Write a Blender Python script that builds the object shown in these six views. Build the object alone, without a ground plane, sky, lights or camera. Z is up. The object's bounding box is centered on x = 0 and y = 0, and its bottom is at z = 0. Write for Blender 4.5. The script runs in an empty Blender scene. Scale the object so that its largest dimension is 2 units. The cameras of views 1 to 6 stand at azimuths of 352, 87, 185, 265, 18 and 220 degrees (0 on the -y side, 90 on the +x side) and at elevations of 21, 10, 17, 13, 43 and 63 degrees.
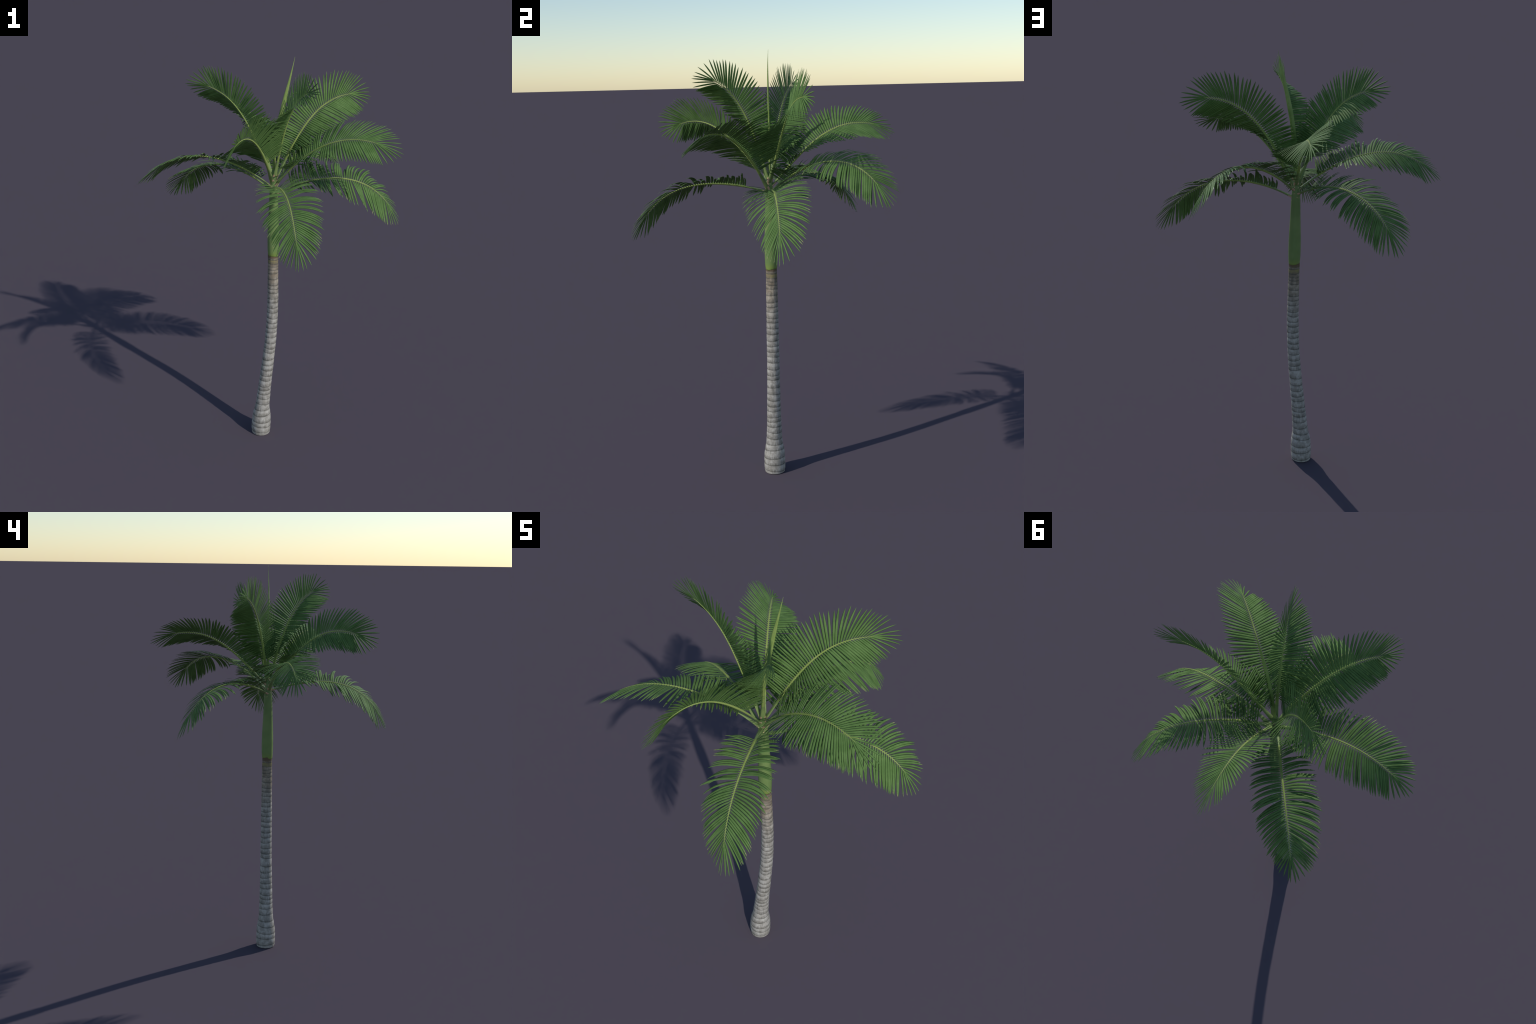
"""A ringed-trunk feather palm: grey trunk, smooth green crownshaft, eleven arching,
twisting pinnate fronds and one unopened spear leaf."""
import bpy, math, random
from math import comb, sin, cos, pi, radians
from mathutils import Vector, Matrix, noise

random.seed(7)
rng = random.Random(11)
COL = bpy.context.scene.collection
UP = Vector((0, 0, 1))


def lerp(a, b, t):
    return a + (b - a) * t


def interp(x, xs, ys):
    if x <= xs[0]:
        return ys[0]
    for i in range(len(xs) - 1):
        if x <= xs[i + 1]:
            return lerp(ys[i], ys[i + 1], (x - xs[i]) / (xs[i + 1] - xs[i]))
    return ys[-1]


def smooth_interp(x, xs, ys):
    """Catmull-Rom through the nodes (non-uniform, monotone enough for profiles)."""
    if x <= xs[0]:
        return ys[0]
    n = len(xs)
    for i in range(n - 1):
        if x <= xs[i + 1]:
            h = xs[i + 1] - xs[i]
            m0 = (ys[i + 1] - ys[i - 1]) / (xs[i + 1] - xs[i - 1]) if i > 0 else (ys[1] - ys[0]) / h
            m1 = (ys[i + 2] - ys[i]) / (xs[i + 2] - xs[i]) if i < n - 2 else (ys[i + 1] - ys[i]) / h
            t = (x - xs[i]) / h
            return ((2 * t**3 - 3 * t**2 + 1) * ys[i] + (t**3 - 2 * t**2 + t) * h * m0
                    + (-2 * t**3 + 3 * t**2) * ys[i + 1] + (t**3 - t**2) * h * m1)
    return ys[-1]


def smoothstep(a, b, x):
    t = min(1, max(0, (x - a) / (b - a)))
    return t * t * (3 - 2 * t)


# ------------------------------------------------------------------ materials
class Nodes:
    def __init__(self, name):
        self.mat = bpy.data.materials.new(name)
        self.mat.use_nodes = True
        self.nt = self.mat.node_tree
        self.bsdf = self.nt.nodes["Principled BSDF"]

    def add(self, kind, **props):
        n = self.nt.nodes.new(kind)
        for k, v in props.items():
            setattr(n, k, v)
        return n

    def link(self, a, b):
        self.nt.links.new(a, b)

    def put(self, sock, v):
        if isinstance(v, bpy.types.NodeSocket):
            self.link(v, sock)
        else:
            sock.default_value = v

    def math(self, op, a, b=0.0, c=None, clamp=False):
        n = self.add("ShaderNodeMath", operation=op, use_clamp=clamp)
        self.put(n.inputs[0], a)
        self.put(n.inputs[1], b)
        if c is not None:
            self.put(n.inputs[2], c)
        return n.outputs[0]

    def step(self, x, lo, hi, a=0.0, b=1.0):
        n = self.add("ShaderNodeMapRange", interpolation_type="SMOOTHSTEP")
        self.put(n.inputs[0], x)
        for i, v in enumerate((lo, hi, a, b)):
            n.inputs[i + 1].default_value = v
        return n.outputs[0]

    def mix(self, fac, a, b, mode="MIX"):
        n = self.add("ShaderNodeMix", data_type="RGBA", blend_type=mode)
        self.put(n.inputs[0], fac)
        self.put(n.inputs[6], a if isinstance(a, bpy.types.NodeSocket) else (*a, 1))
        self.put(n.inputs[7], b if isinstance(b, bpy.types.NodeSocket) else (*b, 1))
        return n.outputs[2]

    def coords(self, scale=(1, 1, 1), loc=(0, 0, 0)):
        tc = self.add("ShaderNodeNewGeometry")
        mp = self.add("ShaderNodeMapping")
        mp.inputs["Scale"].default_value = scale
        mp.inputs["Location"].default_value = loc
        self.link(tc.outputs["Position"], mp.inputs["Vector"])
        return mp.outputs[0]

    def noise(self, vec, scale, detail=3.0, rough=0.55):
        n = self.add("ShaderNodeTexNoise")
        self.link(vec, n.inputs["Vector"])
        n.inputs["Scale"].default_value = scale
        n.inputs["Detail"].default_value = detail
        n.inputs["Roughness"].default_value = rough
        return n.outputs["Fac"]

    def bump(self, h, strength, dist):
        n = self.add("ShaderNodeBump")
        n.inputs["Strength"].default_value = strength
        n.inputs["Distance"].default_value = dist
        self.link(h, n.inputs["Height"])
        self.link(n.outputs[0], self.bsdf.inputs["Normal"])

    def done(self, color, rough=0.5, spec=0.35):
        self.put(self.bsdf.inputs["Base Color"], color if isinstance(color, bpy.types.NodeSocket) else (*color, 1))
        self.put(self.bsdf.inputs["Roughness"], rough)
        self.bsdf.inputs["Specular IOR Level"].default_value = spec
        return self.mat


RINGS = [0.013, 0.045, 0.077, 0.119, 0.147, 0.177, 0.209, 0.239, 0.265, 0.287, 0.319, 0.345, 0.376,
         0.407, 0.440, 0.481, 0.504, 0.534, 0.567, 0.595, 0.620, 0.649, 0.676, 0.707, 0.733, 0.762,
         0.784, 0.816, 0.838, 0.859, 0.891, 0.922, 0.941, 0.958, 0.975, 0.997]
TILT = 0.07


def bark_material():
    m = Nodes("ringed_bark")
    geo = m.coords()
    sep = m.add("ShaderNodeSeparateXYZ")
    m.link(geo, sep.inputs[0])
    x, y, z = sep.outputs
    sx = m.math("MULTIPLY", x, m.math("SINE", m.math("MULTIPLY", z, 40.0)))
    sy = m.math("MULTIPLY", y, m.math("COSINE", m.math("MULTIPLY", z, 33.0)))
    zt = m.math("ADD", z, m.math("MULTIPLY", m.math("ADD", sx, sy), TILT))
    wob = m.math("SUBTRACT", m.noise(geo, 55.0, 2.0), 0.5)
    zt = m.math("MULTIPLY_ADD", wob, 0.0035, zt)
    below = None   # distance down to / up from the closest leaf scar
    over = None
    for r in RINGS:
        d = m.math("SUBTRACT", zt, r)
        a = m.math("ABSOLUTE", d)
        below = a if below is None else m.math("MINIMUM", below, a)
        # how far above the scar: only positive side counts
        up = m.math("ADD", m.math("ABSOLUTE", m.math("SUBTRACT", d, 0.006)), 0.0)
        over = up if over is None else m.math("MINIMUM", over, up)
    streak = m.noise(m.coords((1, 1, 0.16)), 120.0, 4.0, 0.6)
    groove = m.step(m.math('MULTIPLY_ADD', m.math('SUBTRACT', streak, 0.5), -0.0025, below), 0.0004, 0.0048, 1.0, 0.0)
    dark_band = m.step(over, 0.001, 0.013, 1.0, 0.0)
    blotch = m.noise(geo, 38.0, 5.0, 0.65)
    lines = m.noise(m.coords((0.25, 0.25, 1)), 330.0, 3.0, 0.6)
    grey = m.mix(m.step(blotch, 0.36, 0.66), (0.292, 0.272, 0.240), (0.470, 0.446, 0.408))
    grey = m.mix(m.step(streak, 0.53, 0.70, 0.0, 0.45), grey, (0.155, 0.145, 0.125))
    grey = m.mix(m.step(lines, 0.55, 0.75, 0.0, 0.30), grey, (0.19, 0.18, 0.16))
    # younger bark near the crownshaft is browner
    young = m.step(z, 0.70, 1.0)
    tan = m.mix(m.step(blotch, 0.4, 0.62), (0.215, 0.160, 0.100), (0.350, 0.285, 0.205))
    col = m.mix(m.math("MULTIPLY", young, 0.85), grey, tan)
    olive = m.math("MULTIPLY", m.step(z, 0.972, 0.980), m.step(z, 0.996, 1.000, 1.0, 0.0))
    col = m.mix(m.math("MULTIPLY", olive, m.step(blotch, 0.38, 0.58, 0.25, 0.85)), col, (0.245, 0.215, 0.075))
    rim = m.step(m.math("MULTIPLY_ADD", wob, 0.012, z), 0.999, 1.008)
    col = m.mix(rim, col, (0.140, 0.100, 0.060))
    streaky_band = m.math("MULTIPLY", dark_band, m.step(streak, 0.36, 0.62, 0.15, 0.55))
    col = m.mix(streaky_band, col, (0.135, 0.126, 0.108))
    col = m.mix(m.math("MULTIPLY", groove, m.step(blotch, 0.3, 0.62, 0.95, 0.6)), col, (0.105, 0.098, 0.083))
    h = m.math("MULTIPLY_ADD", streak, 0.6, blotch)
    m.bump(h, 0.55, 0.0016)
    return m.done(col, 0.85, 0.2)


def shaft_material():
    m = Nodes("crownshaft_skin")
    geo = m.coords()
    sep = m.add("ShaderNodeSeparateXYZ")
    m.link(geo, sep.inputs[0])
    z = sep.outputs[2]
    fine = m.noise(m.coords((1, 1, 0.06)), 260.0, 3.0)
    big = m.noise(geo, 14.0, 2.0)
    col = m.mix(m.step(big, 0.35, 0.65), (0.150, 0.232, 0.074), (0.180, 0.262, 0.088))
    col = m.mix(m.step(fine, 0.45, 0.75, 0.0, 0.25), col, (0.205, 0.270, 0.110))
    foot = m.step(m.math("MULTIPLY_ADD", big, 0.02, z), 1.026, 1.060, 1.0, 0.0)
    col = m.mix(m.math("MULTIPLY", foot, 0.75), col, (0.215, 0.290, 0.062))
    m.bump(fine, 0.25, 0.0008)
    return m.done(col, 0.45, 0.35)


def green_material(name, dark, light, scale=24.0, rough=0.46, spec=0.35, vein=0.0):
    m = Nodes(name)
    big = m.noise(m.coords(), scale, 2.0)
    col = m.mix(m.step(big, 0.32, 0.68), dark, light)
    if vein:
        fine = m.noise(m.coords(), 420.0, 2.0)
        col = m.mix(m.step(fine, 0.5, 0.8, 0.0, vein), col, light)
    return m.done(col, rough, spec)


BARK = bark_material()
SHAFT = shaft_material()
BLADE = green_material("leaflet_green", (0.086, 0.160, 0.044), (0.118, 0.205, 0.062), 20.0, 0.65, 0.12, 0.12)
TIP_A = green_material("leaflet_tip_fading", (0.105, 0.180, 0.050), (0.150, 0.230, 0.075), 60.0)
TIP_B = green_material("leaflet_tip_dry", (0.150, 0.200, 0.070), (0.330, 0.320, 0.140), 60.0, 0.6)
KNUCKLE = green_material("leaflet_knuckle", (0.165, 0.245, 0.070), (0.225, 0.300, 0.092), 60.0)
RACHIS = green_material("rachis_yellow_green", (0.240, 0.318, 0.085), (0.290, 0.360, 0.112), 20.0, 0.6, 0.06)
PETIOLE = green_material("petiole_green", (0.165, 0.240, 0.075), (0.205, 0.280, 0.095), 20.0)
PINK = green_material("sheath_margin_pink", (0.52, 0.33, 0.22), (0.64, 0.43, 0.29), 60.0)
SPEAR = green_material("spear_yellow_green", (0.215, 0.300, 0.078), (0.265, 0.345, 0.105), 30.0)


# ------------------------------------------------------------------ helpers
def mesh_object(name, verts, faces, mats, slots=None, parent=None, smooth=True):
    me = bpy.data.meshes.new(name)
    me.from_pydata([tuple(v) for v in verts], [], faces)
    for mt in mats:
        me.materials.append(mt)
    if slots:
        me.polygons.foreach_set("material_index", slots)
    me.polygons.foreach_set("use_smooth", [smooth] * len(me.polygons))
    me.update()
    ob = bpy.data.objects.new(name, me)
    COL.objects.link(ob)
    if parent:
        ob.parent = parent
    return ob


def tube_faces(rows, n, start=0, cap=True):
    f = []
    for i in range(rows - 1):
        for j in range(n):
            a, b = start + i * n + j, start + i * n + (j + 1) % n
            f.append((a, b, b + n, a + n))
    if cap:
        f.append(tuple(start + j for j in reversed(range(n))))
        f.append(tuple(start + (rows - 1) * n + j for j in range(n)))
    return f


# ------------------------------------------------------------------ the tree
palm = bpy.data.objects.new("palm_tree", None)
palm["label"] = "tall feather palm with grey ringed trunk and arching green fronds"
palm["category"] = "palm tree"
COL.objects.link(palm)

# ---- trunk
TZ = [0.0, 0.02, 0.06, 0.10, 0.13, 0.16, 0.22, 0.30, 0.45, 0.60, 0.75, 0.90, 1.03]
TX = [-0.0455, -0.045, -0.0435, -0.0419, -0.040, -0.0377, -0.0318, -0.0231, -0.0062, 0.0074, 0.0133, 0.0133, 0.0128]
TR = [0.0470, 0.0498, 0.0500, 0.0480, 0.0430, 0.0383, 0.0352, 0.0330, 0.0302, 0.0288, 0.0281, 0.0266, 0.0252]
TY = 0.0129


def trunk_centre(z):
    return Vector((smooth_interp(z, TZ, TX), TY, z))


def build_trunk():
    n = 56
    zs = []
    for a, b in zip([0.0] + RINGS, RINGS + [1.032]):
        for t in (0.0, 0.06, 0.14, 0.26, 0.42, 0.6, 0.78, 0.9, 0.96):
            zs.append(lerp(a, b, t))
    zs.append(1.032)
    edges = [0.0] + RINGS + [1.032]
    verts = []
    for z in zs:
        c, r = trunk_centre(z), smooth_interp(z, TZ, TR)
        for j in range(n):
            th = 2 * pi * j / n
            px, py = c.x + r * cos(th), c.y + r * sin(th)
            zz = z + TILT * (px * sin(40 * z) + py * cos(33 * z))
            k = max(i for i, e in enumerate(edges) if e <= max(zz, 0))
            k = min(k, len(edges) - 2)
            t = (zz - edges[k]) / (edges[k + 1] - edges[k])
            groove = min(abs(zz - e) for e in edges[1:-1])
            rel = -0.0005 * math.exp(-(groove / 0.0024) ** 2)
            rel += 0.00035 * sin(pi * min(1, max(0, t))) ** 0.7 * (1.15 - 0.5 * t)
            rel *= lerp(1.0, 0.55, smoothstep(0.7, 1.0, z)) * lerp(1, 1.35, smoothstep(0.2, 0.0, z))
            p = Vector((cos(th) * 3.0, sin(th) * 3.0, z * 22))
            rel += 0.0009 * noise.noise(p) + 0.0004 * noise.noise(p * 3.1)
            rr = r + rel
            verts.append((c.x + rr * cos(th), c.y + rr * sin(th), z))
    return mesh_object("trunk", verts, tube_faces(len(zs), n), [BARK], parent=palm)


build_trunk()

# ---- crownshaft: bulging tube of wrapped leaf sheaths
CZ = [1.016, 1.023, 1.035, 1.062, 1.100, 1.150, 1.200, 1.260, 1.320, 1.360, 1.400, 1.440, 1.460]
CR = [0.0254, 0.0266, 0.0277, 0.0289, 0.0292, 0.0282, 0.0262, 0.0236, 0.0216, 0.0195, 0.0158, 0.0122, 0.0080]
AXIS = Vector((0.0132, 0.0130, 0))


def shaft_radius(z):
    return smooth_interp(z, CZ, CR)


def build_crownshaft():
    n, rows = 48, 90
    verts = []
    for i in range(rows):
        z0 = lerp(CZ[0], CZ[-1], i / (rows - 1))
        for j in range(n):
            th = 2 * pi * j / n
            z = z0 + (-0.0040 * cos(th + 0.8) + 0.0012 * sin(3 * th)) * smoothstep(1.065, 1.016, z0)
            r = shaft_radius(z0) * (1 + 0.012 * sin(2 * th + 5 * z0) + 0.008 * sin(3 * th - 9 * z0))
            verts.append((AXIS.x + r * cos(th), AXIS.y + r * sin(th), z))
    return mesh_object("crownshaft", verts, tube_faces(rows, n), [SHAFT], parent=palm)


build_crownshaft()

# ------------------------------------------------------------------ fronds
# spine control points (Bezier, crown axis -> tip of the last leaflet), leaf-plane roll at
# mid frond / its growth along the frond / leaflet lift / roll bend (degrees), leaflet length factor,
# bare stalk length up to the first leaflet
FRONDS = [
    ([(.015, .013, 1.334), (.175, .009, 1.417), (.345, .012, 1.438), (.492, .018, 1.408), (.594, .016, 1.308), (.658, .013, 1.145)], (-26.5, -26.5, -13.2, -2.5), 1.045, 0.100),
    ([(.010, .012, 1.353), (-.102, .124, 1.433), (-.216, .240, 1.465), (-.321, .340, 1.443), (-.404, .419, 1.352), (-.463, .479, 1.203)], (-15.4, -30.9, -12.4, -11.2), 1.03, 0.102),
    ([(.014, .013, 1.373), (.018, -.167, 1.423), (.024, -.328, 1.444), (.022, -.461, 1.413), (.018, -.553, 1.315), (.035, -.612, 1.164)], (-19, -33.8, -11.1, 2.5), 1.035, 0.115),
    ([(.016, .014, 1.367), (.127, .131, 1.497), (.219, .265, 1.561), (.310, .371, 1.551), (.391, .434, 1.465), (.408, .500, 1.329)], (-17.9, -60.2, -10.2, 14), 1.032, 0.092),
    ([(.012, .010, 1.369), (-.126, -.003, 1.491), (-.280, -.029, 1.567), (-.417, -.049, 1.599), (-.538, -.053, 1.548), (-.655, -.063, 1.428)], (-17.8, -42.1, -6.3, -2), 1.017, 0.125),
    ([(.015, .011, 1.373), (.101, -.059, 1.522), (.211, -.128, 1.630), (.321, -.200, 1.688), (.426, -.280, 1.674), (.544, -.347, 1.600)], (-25, -42.1, -1, -3.2), 1.056, 0.135),
    ([(.015, .015, 1.393), (-.010, .133, 1.512), (-.029, .230, 1.626), (-.048, .334, 1.698), (-.071, .463, 1.696), (-.099, .610, 1.624)], (-25.6, -62, 4.9, 1.1), 0.994, 0.135),
    ([(.006, .017, 1.391), (-.040, -.092, 1.546), (-.097, -.183, 1.668), (-.155, -.268, 1.731), (-.213, -.368, 1.707), (-.284, -.490, 1.624)], (-40.7, -88.4, 5.7, 4.4), 0.988, 0.158),
    ([(.017, .009, 1.408), (.108, .053, 1.562), (.178, .075, 1.701), (.256, .087, 1.796), (.373, .120, 1.819), (.528, .174, 1.786)], (-49.1, -110.8, 8.8, 1.3), 0.977, 0.140),
    ([(.013, .015, 1.411), (-.061, .044, 1.555), (-.104, .063, 1.696), (-.156, .091, 1.809), (-.255, .136, 1.865), (-.401, .196, 1.864)], (-47.7, -85.9, 13.8, 12.2), 0.934, 0.140),
    ([(.014, .012, 1.411), (.036, -.031, 1.564), (.049, -.068, 1.706), (.074, -.118, 1.822), (.121, -.200, 1.889), (.174, -.322, 1.900)], (-42.7, -88.4, 21.2, -17.9), 0.858, 0.137),
]
U_LAST = 0.837
PAIRS = 48
ALPHA = ([.155, .35, .55, .7, .79, .837], [81, 90, 70, 50.5, 42, 4])      # angle leaflet / rachis
LENGTH = ([.155, .3, .5, .7, .837], [.112, .129, .1545, .1535, .118])
LIFT = ([.155, .5, .837], [39.5, 10.3, -4.7])                 # V-angle of the two ranks
GRAVITY = 0.159


class Spine:
    def __init__(self, ctrl):
        self.c = [Vector(p) for p in ctrl]
        self.d = len(ctrl) - 1
        n = 240
        self.p = [self.at(i / n) for i in range(n + 1)]
        self.s = [0.0]
        for a, b in zip(self.p, self.p[1:]):
            self.s.append(self.s[-1] + (b - a).length)
        self.len = self.s[-1]
        self.ts = [i / n for i in range(n + 1)]
        h = self.c[-1] - self.c[0]
        h.z = 0
        self.side = h.normalized().cross(UP)

    def at(self, t):
        d = self.d
        v = Vector((0, 0, 0))
        for i, c in enumerate(self.c):
            v += c * (comb(d, i) * t**i * (1 - t)**(d - i))
        return v

    def frame(self, u):
        """point, tangent, side, up at arc fraction u"""
        t = interp(u * self.len, self.s, self.ts)
        p = self.at(t)
        tan = (self.at(min(1, t + .004)) - self.at(max(0, t - .004))).normalized()
        b = (self.side - tan * tan.dot(self.side)).normalized()
        return p, tan, b, b.cross(tan)


def roll_at(par, u):
    r0, r1, _, r2 = (radians(v) for v in par)
    return r0 + r1 * (u - .5) + r2 * ((u - .5)**2 - .04) * 4


def rolled(frame, ang):
    p, t, b, n = frame
    return p, t, b * cos(ang) + n * sin(ang), n * cos(ang) - b * sin(ang)


# one leaflet blade, unit length along +x, V-folded, thin but closed; sag along z and y
LEAFLET_MATS = [BLADE, TIP_A, TIP_B, KNUCKLE]
SX = [0.0, 0.03, 0.075, 0.15, 0.27, 0.42, 0.58, 0.72, 0.83, 0.91, 0.965, 1.0]
SW = [0.36, 0.46, 0.76, 0.90, 0.98, 1.0, 0.97, 0.88, 0.71, 0.47, 0.21, 0.012]
SLOT = [3, 0, 0, 0, 0, 0, 0, 0, 1, 2, 2]
HALF = 0.0392          # half width relative to length
FOLD, THICK = 0.20, 0.0042
_shapes = {}


def leaflet_shape(qz, qy, dry):
    """shared mesh for a quantised sag; returns mesh data"""
    key = (qz, qy, dry)
    if key in _shapes:
        return _shapes[key]
    sz, sy = qz * 0.02, qy * 0.02
    verts, faces, slots = [], [], []
    for x, w in zip(SX, SW):
        arch = 4 * x * (1 - x) * (1 + 0.35 * (x - .5))
        oy, oz = sy * arch, sz * arch
        hw = HALF * w
        drop = FOLD * hw
        th = THICK * (0.5 + 0.5 * w)
        if x < 0.05:
            th, drop = 0.010, 0.0
        verts += [(x, oy - hw, oz - drop), (x, oy - hw * .5, oz - drop * .42 + th * .5), (x, oy, oz + th * .6),
                  (x, oy + hw * .5, oz - drop * .42 + th * .5), (x, oy + hw, oz - drop),
                  (x, oy + hw * .5, oz - drop * .42 - th * .5), (x, oy, oz - th * .6),
                  (x, oy - hw * .5, oz - drop * .42 - th * .5)]
    n = 8
    for i in range(len(SX) - 1):
        for j in range(n):
            a, b = i * n + j, i * n + (j + 1) % n
            faces.append((a, b, b + n, a + n))
            s = SLOT[i]
            if s in (1, 2):
                s = (s if dry == 2 else (s - 1 if dry == 1 else 0))
            slots.append(s)
    faces.append(tuple(reversed(range(n))))
    slots.append(3)
    last = (len(SX) - 1) * n
    faces.append(tuple(last + j for j in range(n)))
    slots.append(slots[-2])
    me = bpy.data.meshes.new("leaflet")
    me.from_pydata(verts, [], faces)
    for mt in LEAFLET_MATS:
        me.materials.append(mt)
    me.polygons.foreach_set("material_index", slots)
    me.polygons.foreach_set("use_smooth", [True] * len(faces))
    me.update()
    _shapes[key] = (me, verts, faces, slots)
    return _shapes[key]


def rachis_half_width(u):
    return interp(u, [0.0, .04, .08, .13, .2, .35, .6, .76, .845], [.0125, .0118, .0102, .0082, .0066, .0050, .0031, .0017, .0007])


def build_rachis(spine, par):
    """petiole clasping the crownshaft, running into the rachis"""
    n = 12
    us = [0.012, .022, .034, .046, .06, .075, .09, .11, .13, .155, .18] + [0.2 + .642 * i / 34 for i in range(35)]
    verts, slots = [], []
    p0, t0, b0, n0 = spine.frame(0.02)
    rows = []
    # sheath part: strip lying in the crownshaft, below the point where the petiole leaves it
    az = Vector((t0.x, t0.y, 0)).normalized()
    for k in range(5):
        f = k / 5
        z = p0.z - 0.050 + 0.040 * f
        q = Vector((AXIS.x, AXIS.y, z)) + az * (shaft_radius(z) - 0.0085 + 0.0045 * f)
        rows.append((q, UP.lerp(t0, f * 0.3).normalized(), az.cross(UP), -az, lerp(.010, .0125, f), 0.5, -1.0))
    for u in us:
        p, t, b, nn = rolled(spine.frame(u), roll_at(par, max(u, .2)) * smoothstep(.02, .25, u))
        w = rachis_half_width(u)
        rows.append((p, t, b, nn, w, interp(u, [0, .1, .25, .9], [.62, .66, .85, .9]), u))
    for i, (p, t, b, nn, w, asp, u) in enumerate(rows):
        for j in range(n):
            th = 2 * pi * j / n
            x, y = cos(th), sin(th)
            if y > 0 and u < .3:         # channelled upper side
                y *= lerp(0.35, 1.0, smoothstep(.05, .3, u))
            verts.append(p + b * (w * x) + nn * (w * asp * y))
        if i:
            for j in range(n):
                th = 2 * pi * (j + .5) / n
                under = sin(th) < 0.25
                if 0.0 < u < 0.060 and under and abs(cos(th)) > 0.70:
                    slots.append(2)
                elif u < 0.17:
                    slots.append(1)
                else:
                    slots.append(0)
    faces = tube_faces(len(rows), n)
    slots += [1, 0]
    return mesh_object("frond", verts, faces, [RACHIS, PETIOLE, PINK], slots, parent=palm)


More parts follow.
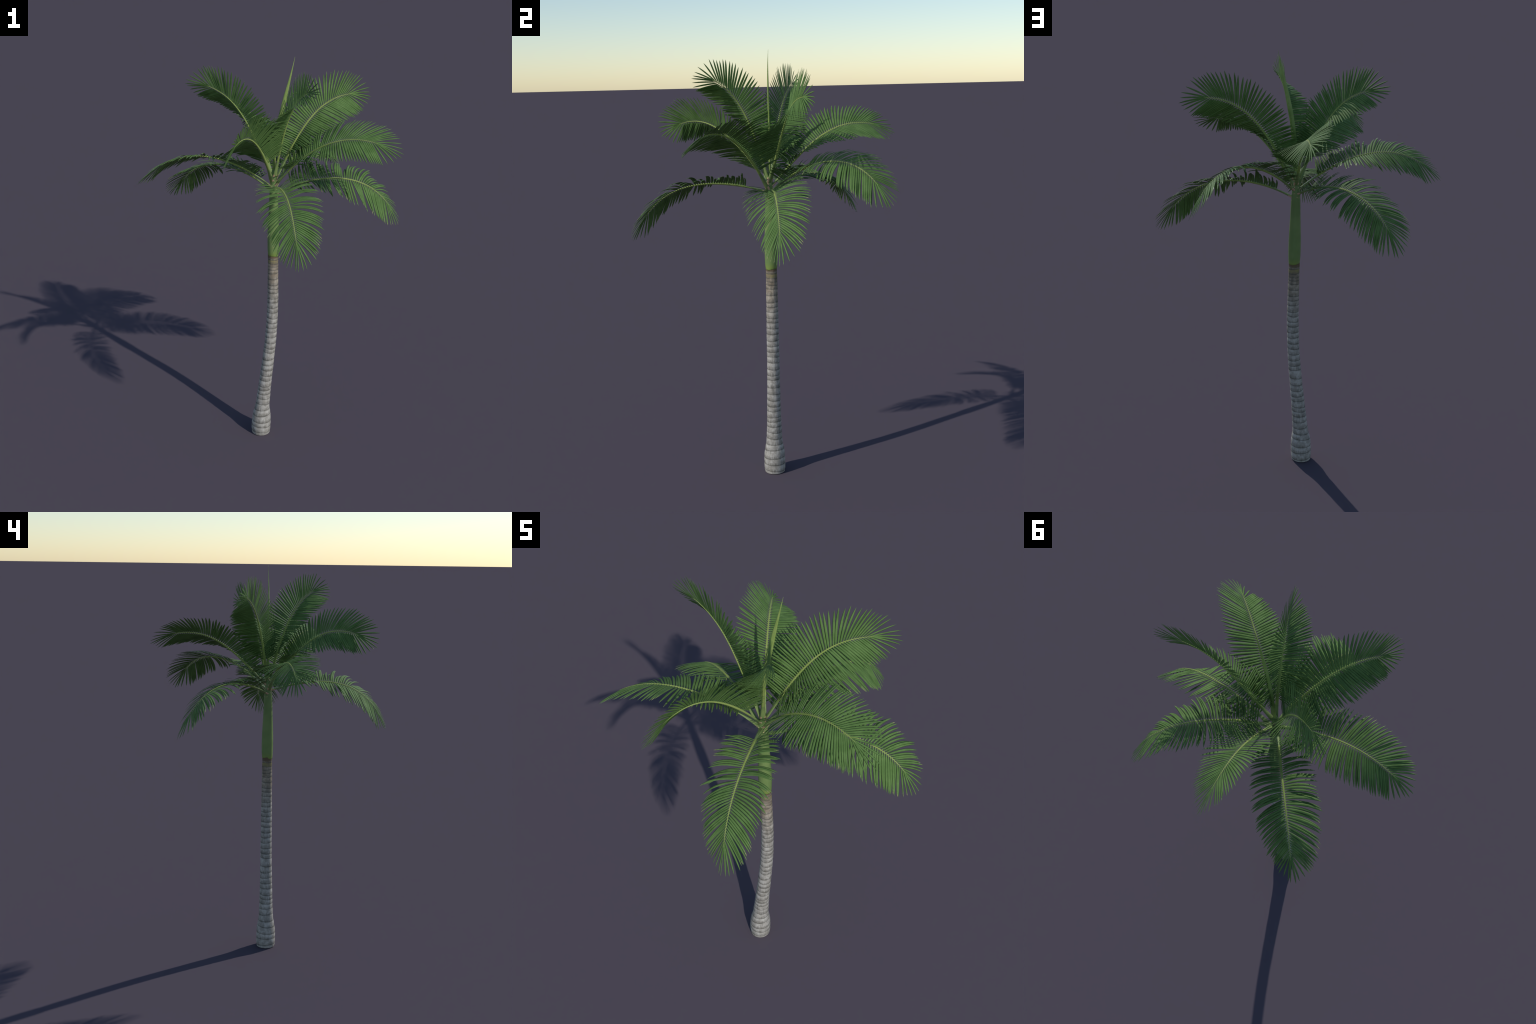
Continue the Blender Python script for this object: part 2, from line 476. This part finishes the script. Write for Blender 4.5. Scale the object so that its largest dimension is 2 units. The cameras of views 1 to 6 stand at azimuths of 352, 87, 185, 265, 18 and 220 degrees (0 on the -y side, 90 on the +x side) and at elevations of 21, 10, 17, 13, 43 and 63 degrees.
leaflets = []        # (length, frond object, matrix, shape key)
fronds = []
for ctrl, par, lfac, bare in FRONDS:
    spine = Spine(ctrl)
    u_first = bare / spine.len
    pairs = round(PAIRS * (U_LAST - u_first) / 0.665)
    frond = build_rachis(spine, par)
    fronds.append(frond)
    youth = smoothstep(1.15, 1.9, ctrl[-1][2])
    for side in (1, -1):
        drift_a = drift_b = 0.0
        for i in range(pairs):
            f = (i + (0.25 if side > 0 else -0.25)) / (pairs - 1)
            f = min(1, max(0, f)) ** 0.97
            u = lerp(u_first, U_LAST, f)
            # neighbouring leaflets lean together in little groups
            drift_a = 0.3 * drift_a + rng.gauss(0, 3.0)
            drift_b = 0.3 * drift_b + rng.gauss(0, 5.0)
            calm = lerp(1.0, 0.45, smoothstep(.35, .75, u)) * lerp(1.0, 0.4, min(1.0, youth * 1.8))
            al = radians(interp(u, *ALPHA) + drift_a * calm)
            be = radians(interp(u, *LIFT) + par[2] + drift_b * calm)
            p, t, b, n = rolled(spine.frame(u), roll_at(par, u))
            d = t * cos(al) + (b * (side * cos(be)) + n * sin(be)) * sin(al)
            d = (d - UP * GRAVITY).normalized()
            ln = interp(u, *LENGTH) * lfac * rng.uniform(.94, 1.02)
            if i < 4:
                ln *= lerp(.82, 1.0, i / 4)
            nrm = n * cos(be) - b * (side * sin(be))
            nrm = (nrm - d * d.dot(nrm)).normalized()
            w = rachis_half_width(u)
            base = p + b * (side * w * .62) + n * (w * .25)
            tip = p + d * ln
            d2 = tip - base
            ln = d2.length
            d2.normalize()
            nrm = (nrm - d2 * d2.dot(nrm)).normalized()
            lat = nrm.cross(d2)
            # sag: the blade rises first and then droops; it also sweeps towards the frond tip
            bow = UP * lerp(.085, .03, youth) * lerp(1, .5, smoothstep(.5, .8, u)) - t * (lerp(.04, .008, smoothstep(.45, .8, u)) * lerp(1, .4, youth))
            bow -= d2 * d2.dot(bow)
            k = interp(u, [.155, .4, .62, .75, .837], [.94, 1.0, .96, .84, .70]) * rng.uniform(.93, 1.05) * (0.145 / ln) ** 0.45 * 1.02
            qz = max(-5, min(5, round(bow.dot(nrm) / .02)))
            qy = max(-5, min(5, round(bow.dot(lat) / .02 / k)))
            dry = rng.choices((0, 1, 2), (.45, .35, .20))[0] if youth < .6 else rng.choices((0, 1), (.8, .2))[0]
            M = Matrix((( d2.x * ln, lat.x * ln * k, nrm.x * ln, base.x),
                        ( d2.y * ln, lat.y * ln * k, nrm.y * ln, base.y),
                        ( d2.z * ln, lat.z * ln * k, nrm.z * ln, base.z),
                        (0, 0, 0, 1)))
            leaflets.append((ln, len(fronds) - 1, M, (qz, qy, dry)))

# the 300 longest leaflets are objects of their own, the rest join one fringe per frond
order = sorted(range(len(leaflets)), key=lambda i: -leaflets[i][0])
single = set(order[:300])
fringe = {}
for i, (ln, fi, M, key) in enumerate(leaflets):
    me, verts, faces, slots = leaflet_shape(*key)
    if i in single:
        ob = bpy.data.objects.new("leaflet", me)
        COL.objects.link(ob)
        ob.parent = fronds[fi]
        ob.matrix_local = M
    else:
        vs, fs, ss = fringe.setdefault(fi, ([], [], []))
        o = len(vs)
        vs.extend(M @ Vector(v) for v in verts)
        fs.extend(tuple(o + a for a in f) for f in faces)
        ss.extend(slots)
for fi, (vs, fs, ss) in fringe.items():
    ob = mesh_object("leaflet_fringe", vs, fs, LEAFLET_MATS, ss, parent=fronds[fi])
    ob["kind"] = "stuff"

# ------------------------------------------------------------------ spear: the unopened leaf
def build_spear():
    sp = Spine([(.013, .013, 1.400), (.010, .018, 1.520), (.022, .020, 1.640), (.050, .013, 1.761), (.082, .008, 1.875), (.109, .014, 2.0)])
    rows, n = 60, 16
    verts = []
    for i in range(rows):
        u = i / (rows - 1)
        p, t, _, _ = sp.frame(u)
        wide = (Vector((1, 0, 0)) - t * t.x).normalized()
        thin = t.cross(wide)
        w = smooth_interp(u, [0, .15, .35, .52, .66, .8, .92, 1], [.0062, .0070, .0088, .0102, .0092, .0056, .0022, .0003])
        h = smooth_interp(u, [0, .15, .4, .6, .8, .92, 1], [.0060, .0058, .0054, .0045, .0028, .0012, .0003])
        for j in range(n):
            th = 2 * pi * j / n
            ridge = 1 + 0.07 * cos(6 * th) * smoothstep(.1, .3, u) * smoothstep(1, .85, u)
            verts.append(p + wide * (w * cos(th) * ridge) + thin * (h * sin(th) * ridge))
    return mesh_object("spear_leaf", verts, tube_faces(rows, n), [SPEAR], parent=palm)


build_spear()
